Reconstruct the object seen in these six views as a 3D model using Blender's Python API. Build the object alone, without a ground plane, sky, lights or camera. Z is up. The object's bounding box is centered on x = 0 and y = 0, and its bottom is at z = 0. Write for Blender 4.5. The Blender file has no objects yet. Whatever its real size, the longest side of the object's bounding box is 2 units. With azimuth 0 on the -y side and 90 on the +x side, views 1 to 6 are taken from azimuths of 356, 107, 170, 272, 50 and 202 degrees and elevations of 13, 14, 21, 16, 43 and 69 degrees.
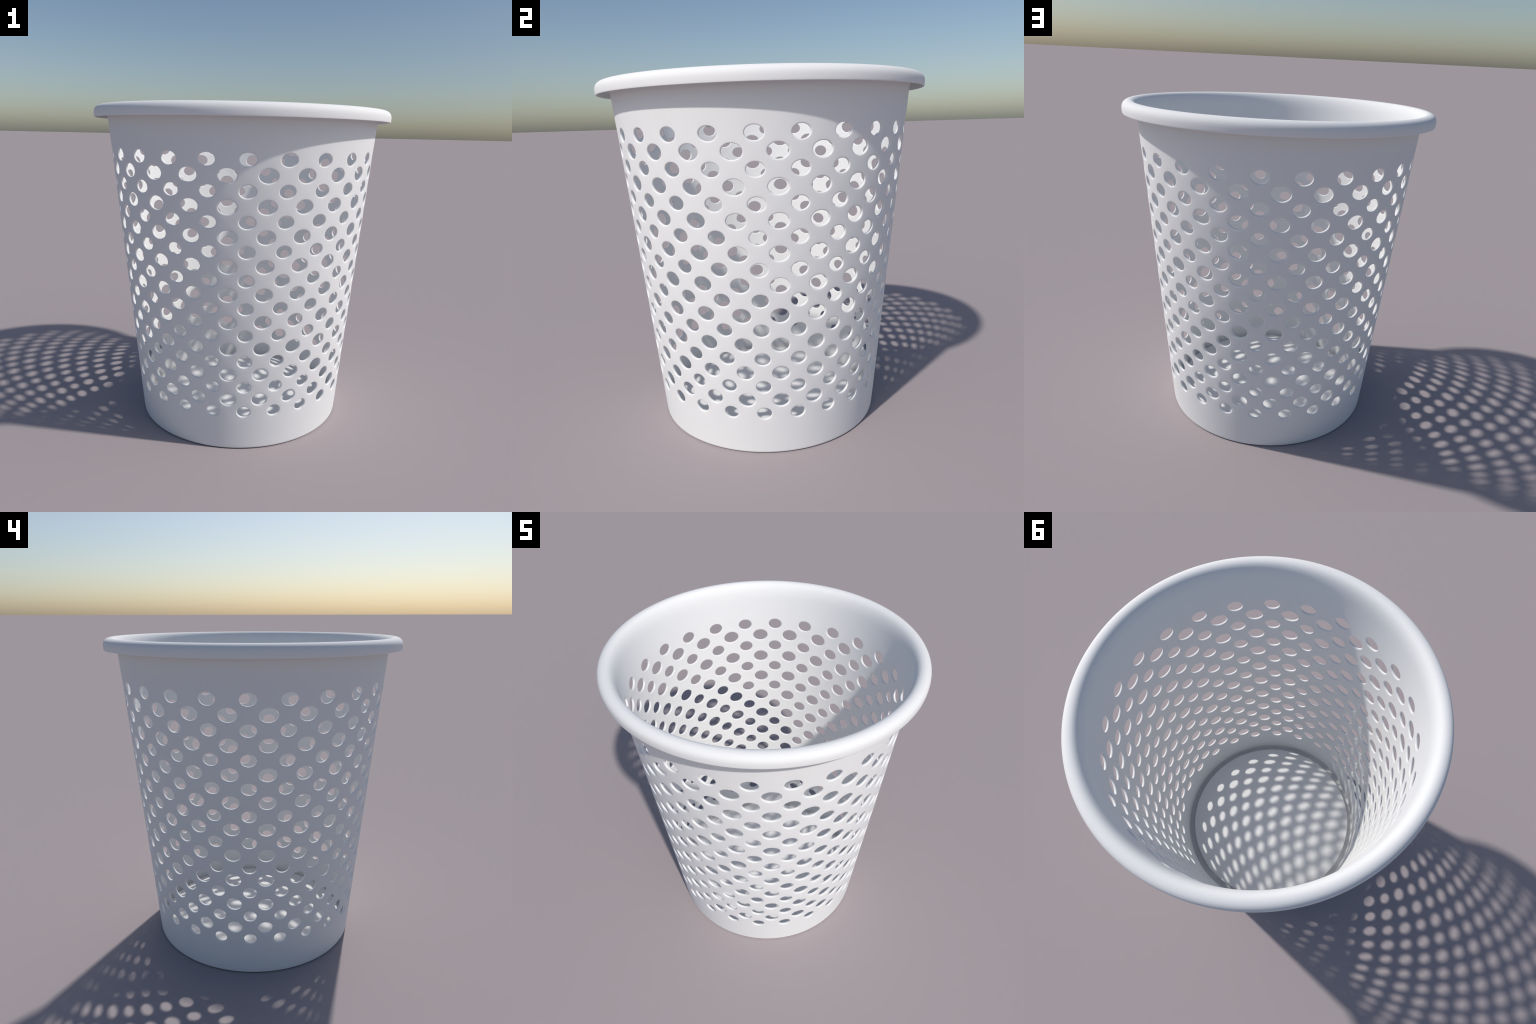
"""White perforated waste basket: a tapered thin-walled bucket with a staggered
lattice of rounded oval holes, a rolled-over hollow lip and a raised floor panel.
A coarse control cage is built part by part and then smoothed by subdivision."""
import bpy, math
import numpy as np

# ----------------------------------------------------------------- dimensions
HOLES_ROUND = 24                       # holes in each row
PITCH = 2 * math.pi / HOLES_ROUND
COLS = HOLES_ROUND * 4                 # cage columns
HOOP = 3 / (2 + math.cos(2 * math.pi / COLS))   # undo the shrink of the smoothed hoops
R_BASE, TAPER = 0.672, 0.0892          # outer wall radius = R_BASE + TAPER * z
WALL_T = 0.0148                        # wall thickness
LIP = 0.0105                           # width of the soft border round each hole
DIP_EDGE, DIP_HOLE = 0.0006, 0.0013    # skin dips between the lattice nodes
ROW_TOP, ROW_STEP, ROWS = 1.7188, 0.08150, 19
OPEN = 1.085                           # cage octagon / smooth oval
SMALL_HOLE = (math.radians(3.17), 0.0346)   # half width (angle), half height (m)
LARGE_HOLE = (math.radians(3.61), 0.0384)
Z_RIM, Z_BASE = 1.90, 0.085            # where rim and base part from the wall
PARTS = ("wall", "rim", "base")

SLOPE = math.atan(TAPER)
N_R, N_Z = math.cos(SLOPE), -math.sin(SLOPE)   # outward wall normal in (r, z)


def wall_rz(z, depth):
    """Radius and height of the wall at z, `depth` below the outer skin."""
    return R_BASE + TAPER * z - depth * N_R, z - depth * N_Z


class Cage:
    """Collects vertices (welded by position) and faces with their part."""
    def __init__(self):
        self.verts, self.index, self.faces, self.part = [], {}, [], []

    def vert(self, theta, r, z):
        x, y = r * HOOP * math.cos(theta), r * HOOP * math.sin(theta)
        key = (round(x * 2e4), round(y * 2e4), round(z * 2e4))
        if key not in self.index:
            self.index[key] = len(self.verts)
            self.verts.append((x, y, z))
        return self.index[key]

    def ring(self, thetas, rs, zs):
        return [self.vert(*p) for p in zip(thetas, np.broadcast_to(rs, len(thetas)),
                                           np.broadcast_to(zs, len(thetas)))]

    def strip(self, a, b, part):
        for i in range(len(a)):
            j = (i + 1) % len(a)
            self.faces.append((a[i], a[j], b[j], b[i]))
            self.part.append(PARTS.index(part))


cage = Cage()

# --------------------------------------------------------- perforated lattice
# every hole owns one diamond of the staggered lattice; octagon inside diamond
DIAMOND = np.array([[1, 0], [.5, .5], [0, 1], [-.5, .5], [-1, 0], [-.5, -.5], [0, -1], [.5, -.5]])
PHI = np.arange(8) * math.pi / 4
OCTAGON = np.stack([np.cos(PHI), np.sin(PHI)], -1)


def wall_ring(tc, zc, uv, depth):
    r, zz = wall_rz(zc + uv[:, 1], depth)
    return cage.ring(tc + uv[:, 0], r, zz)


for row in range(ROWS):
    zc = ROW_TOP - ROW_STEP * row
    half = np.array(LARGE_HOLE if row % 2 else SMALL_HOLE) * OPEN
    for col in range(HOLES_ROUND):
        tc = (col + 0.5 * (row % 2)) * PITCH
        cell = DIAMOND * (PITCH / 2, ROW_STEP)
        hole = OCTAGON * half
        border = OCTAGON * (half + (LIP / (R_BASE + TAPER * zc), LIP))
        dip = np.tile([0, DIP_EDGE], 4)
        rings = [wall_ring(tc, zc, cell, dip), wall_ring(tc, zc, border, DIP_HOLE * .9),
                 wall_ring(tc, zc, hole, DIP_HOLE), wall_ring(tc, zc, hole, DIP_HOLE + WALL_T),
                 wall_ring(tc, zc, border, DIP_HOLE * .9 + WALL_T), wall_ring(tc, zc, cell, dip + WALL_T)]
        for a, b in zip(rings, rings[1:]):
            cage.strip(a, b, "wall")

# ----------------------------------------------- plain bands above and below
theta = np.arange(COLS) * PITCH / 4
saw = np.abs(((theta / PITCH) % 1.0) - 0.5) * 2      # 1 on hole axes, 0 between
top_edge = ROW_TOP + ROW_STEP * saw
low_edge = ROW_TOP - ROW_STEP * (ROWS - 1) - ROW_STEP * saw


def band(edge, z_to, depth, flip):
    prev = None
    for s in (0, 0.36, 0.70, 1):
        dip = DIP_EDGE * (np.arange(COLS) % 2) * (s == 0)
        r, z = wall_rz(edge * (1 - s) + z_to * s, depth + dip)
        ring = cage.ring(theta, r, z)
        if prev is not None:
            cage.strip(*((ring, prev) if flip else (prev, ring)), "wall")
        prev = ring


band(top_edge, Z_RIM, 0.0, False)
band(top_edge, Z_RIM, WALL_T, True)
band(low_edge, Z_BASE, 0.0, True)
band(low_edge, Z_BASE, WALL_T, False)


# ------------------------------------------------------------ turned profiles
def lathe(profile, part):
    """Turn a (radius, height) profile; a radius of 0 closes it in a pole."""
    prev = None
    for r, z in profile:
        if r == 0:
            pole = cage.vert(0, 0, z)
            up = prev is not None
            rim = prev if up else cage.ring(theta, profile[1][0], profile[1][1])
            for i in range(COLS):
                j = (i + 1) % COLS
                cage.faces.append((rim[i], rim[j], pole) if up else (rim[j], rim[i], pole))
                cage.part.append(PARTS.index(part))
            continue
        ring = cage.ring(theta, r, z)
        if prev is not None:
            cage.strip(prev, ring, part)
        prev = ring


def bezier(p0, p1, p2, p3, n):
    t = np.linspace(0, 1, n)[:, None]
    p0, p1, p2, p3 = map(np.array, (p0, p1, p2, p3))
    return (1-t)**3*p0 + 3*(1-t)**2*t*p1 + 3*(1-t)*t*t*p2 + t**3*p3


# rolled lip: the mid-line of the sheet bends over the crest and hangs down,
# thinning towards its free edge
h0, h1 = WALL_T / 2, 0.0032
start = np.array(wall_rz(Z_RIM, h0))
crest = np.array([0.880, 1.9995 - h0 * .7])
outer = np.array([0.9240 - h1 - .001, 1.957])
tip = np.array([0.9222 - h1, 1.9278 + h1])
mid = np.vstack([
    bezier(start, start + np.array([TAPER, 1]) * 0.050, crest - [0.030, 0], crest, 8),
    bezier(crest, crest + [0.023, 0], outer + [0, 0.023], outer, 7)[1:],
    bezier(outer, outer - [0, 0.009], tip + [0.0012, 0.009], tip, 4)[1:]])
half_t = np.interp(np.arange(len(mid)), [0, 4, len(mid) - 4, len(mid) - 1], [h0, h0 * .9, h1 + .001, h1])
tan = np.gradient(mid, axis=0)
tan[0] = (TAPER, 1)
tan /= np.linalg.norm(tan, axis=1)[:, None]
nrm = np.stack([tan[:, 1], -tan[:, 0]], -1)      # towards the hollow under the lip
under = mid + nrm * half_t[:, None]
over = mid - nrm * half_t[:, None]
cap = [tip + h1 * (nrm[-1] * math.cos(a) + tan[-1] * math.sin(a)) for a in (0.9, 2.24)]
under[0], over[0] = wall_rz(Z_RIM, 0), wall_rz(Z_RIM, WALL_T)
lathe(np.vstack([under, cap, over[::-1]]), "rim")

# foot ring and raised floor panel with a trough round it
R_IN, FLOOR_Z = R_BASE - WALL_T, 0.0532
foot = np.vstack([
    [wall_rz(Z_BASE, WALL_T)], [wall_rz(0.055, WALL_T)], [wall_rz(0.034, WALL_T)], [wall_rz(0.021, WALL_T)],
    [(R_IN, 0.0138)], [(R_IN - .005, 0.0128)], [(0.646, 0.0125)], [(0.636, 0.0125)], [(0.6265, 0.0128)],
    [(0.6225, 0.0140)], [(0.6215, 0.022)], [(0.6205, 0.036)],
    [(0.6200, 0.0485)], [(0.6196, 0.0525)], [(0.6165, FLOOR_Z)],
    [(0.606, FLOOR_Z)], [(0.55, FLOOR_Z)], [(0.40, FLOOR_Z)], [(0.20, FLOOR_Z)], [(0.06, FLOOR_Z)], [(0, FLOOR_Z)]])
sole = np.vstack([
    [(0, 0.036)], [(0.06, 0.036)], [(0.20, 0.036)], [(0.40, 0.036)], [(0.55, 0.036)], [(0.600, 0.036)],
    bezier((0.606, 0.0355), (0.609, 0.034), (0.610, 0.032), (0.6105, 0.028), 3),
    bezier((0.614, 0.008), (0.616, 0.002), (0.620, -0.0003), (0.628, -0.0003), 4),
    [(0.645, -0.0003)], bezier((0.660, -0.0003), (0.668, -0.0002), (0.6715, 0.003), (R_BASE + .0008, 0.009), 4),
    [wall_rz(0.022, 0)], [wall_rz(0.05, 0)], [wall_rz(Z_BASE, 0)]])
lathe(foot, "base")
lathe(sole, "base")

# ------------------------------------------- smooth the cage to one clean skin
cm = bpy.data.meshes.new("cage")
cm.from_pydata(cage.verts, [], cage.faces)
for p in PARTS:
    cm.materials.append(None)
cm.polygons.foreach_set("material_index", cage.part)
cm.update()
helper = bpy.data.objects.new("cage", cm)
bpy.context.scene.collection.objects.link(helper)
sub = helper.modifiers.new("smooth", "SUBSURF")
sub.levels = sub.render_levels = 2
sub.use_limit_surface = True
deps = bpy.context.evaluated_depsgraph_get()
ev = helper.evaluated_get(deps)
sm = ev.to_mesh()
verts = np.empty(len(sm.vertices) * 3)
sm.vertices.foreach_get("co", verts)
verts = verts.reshape(-1, 3)
faces = np.empty(len(sm.loops), np.int32)
sm.loops.foreach_get("vertex_index", faces)
faces = faces.reshape(-1, 4)
part = np.empty(len(sm.polygons), np.int32)
sm.polygons.foreach_get("material_index", part)
ev.to_mesh_clear()
bpy.data.objects.remove(helper)
bpy.data.meshes.remove(cm)
verts[:, 2] -= verts[:, 2].min()

# vertex normals of the whole body, so that no seam shows between the parts
d1 = verts[faces[:, 2]] - verts[faces[:, 0]]
d2 = verts[faces[:, 3]] - verts[faces[:, 1]]
fn = np.cross(d1, d2)
normals = np.zeros_like(verts)
for c in range(4):
    np.add.at(normals, faces[:, c], fn)
normals /= np.linalg.norm(normals, axis=1)[:, None] + 1e-12

# -------------------------------------------------------------------- material
mat = bpy.data.materials.new("white_plastic")
mat.use_nodes = True
nt = mat.node_tree
bsdf = nt.nodes["Principled BSDF"]
coord = nt.nodes.new("ShaderNodeTexCoord")
noise = nt.nodes.new("ShaderNodeTexNoise")
noise.inputs["Scale"].default_value = 3.0
noise.inputs["Detail"].default_value = 2.0
ramp = nt.nodes.new("ShaderNodeValToRGB")
ramp.color_ramp.elements[0].color = (0.798, 0.798, 0.798, 1)
ramp.color_ramp.elements[1].color = (0.802, 0.802, 0.802, 1)
nt.links.new(coord.outputs["Object"], noise.inputs["Vector"])
nt.links.new(noise.outputs["Fac"], ramp.inputs["Fac"])
nt.links.new(ramp.outputs["Color"], bsdf.inputs["Base Color"])
bsdf.inputs["Roughness"].default_value = 1.0

# --------------------------------------------------------------------- objects
basket = bpy.data.objects.new("waste_basket", None)
basket["label"] = "white plastic waste basket with rows of oval holes"
basket["category"] = "waste basket"
bpy.context.scene.collection.objects.link(basket)

for number, name in enumerate(PARTS):
    pf = faces[part == number]
    used, local = np.unique(pf, return_inverse=True)
    local = local.reshape(pf.shape)
    me = bpy.data.meshes.new(name)
    me.from_pydata(verts[used].tolist(), [], local.tolist())
    me.update()
    me.shade_smooth()
    me.normals_split_custom_set_from_vertices(normals[used].tolist())
    me.materials.append(mat)
    ob = bpy.data.objects.new(name, me)
    ob.parent = basket
    bpy.context.scene.collection.objects.link(ob)
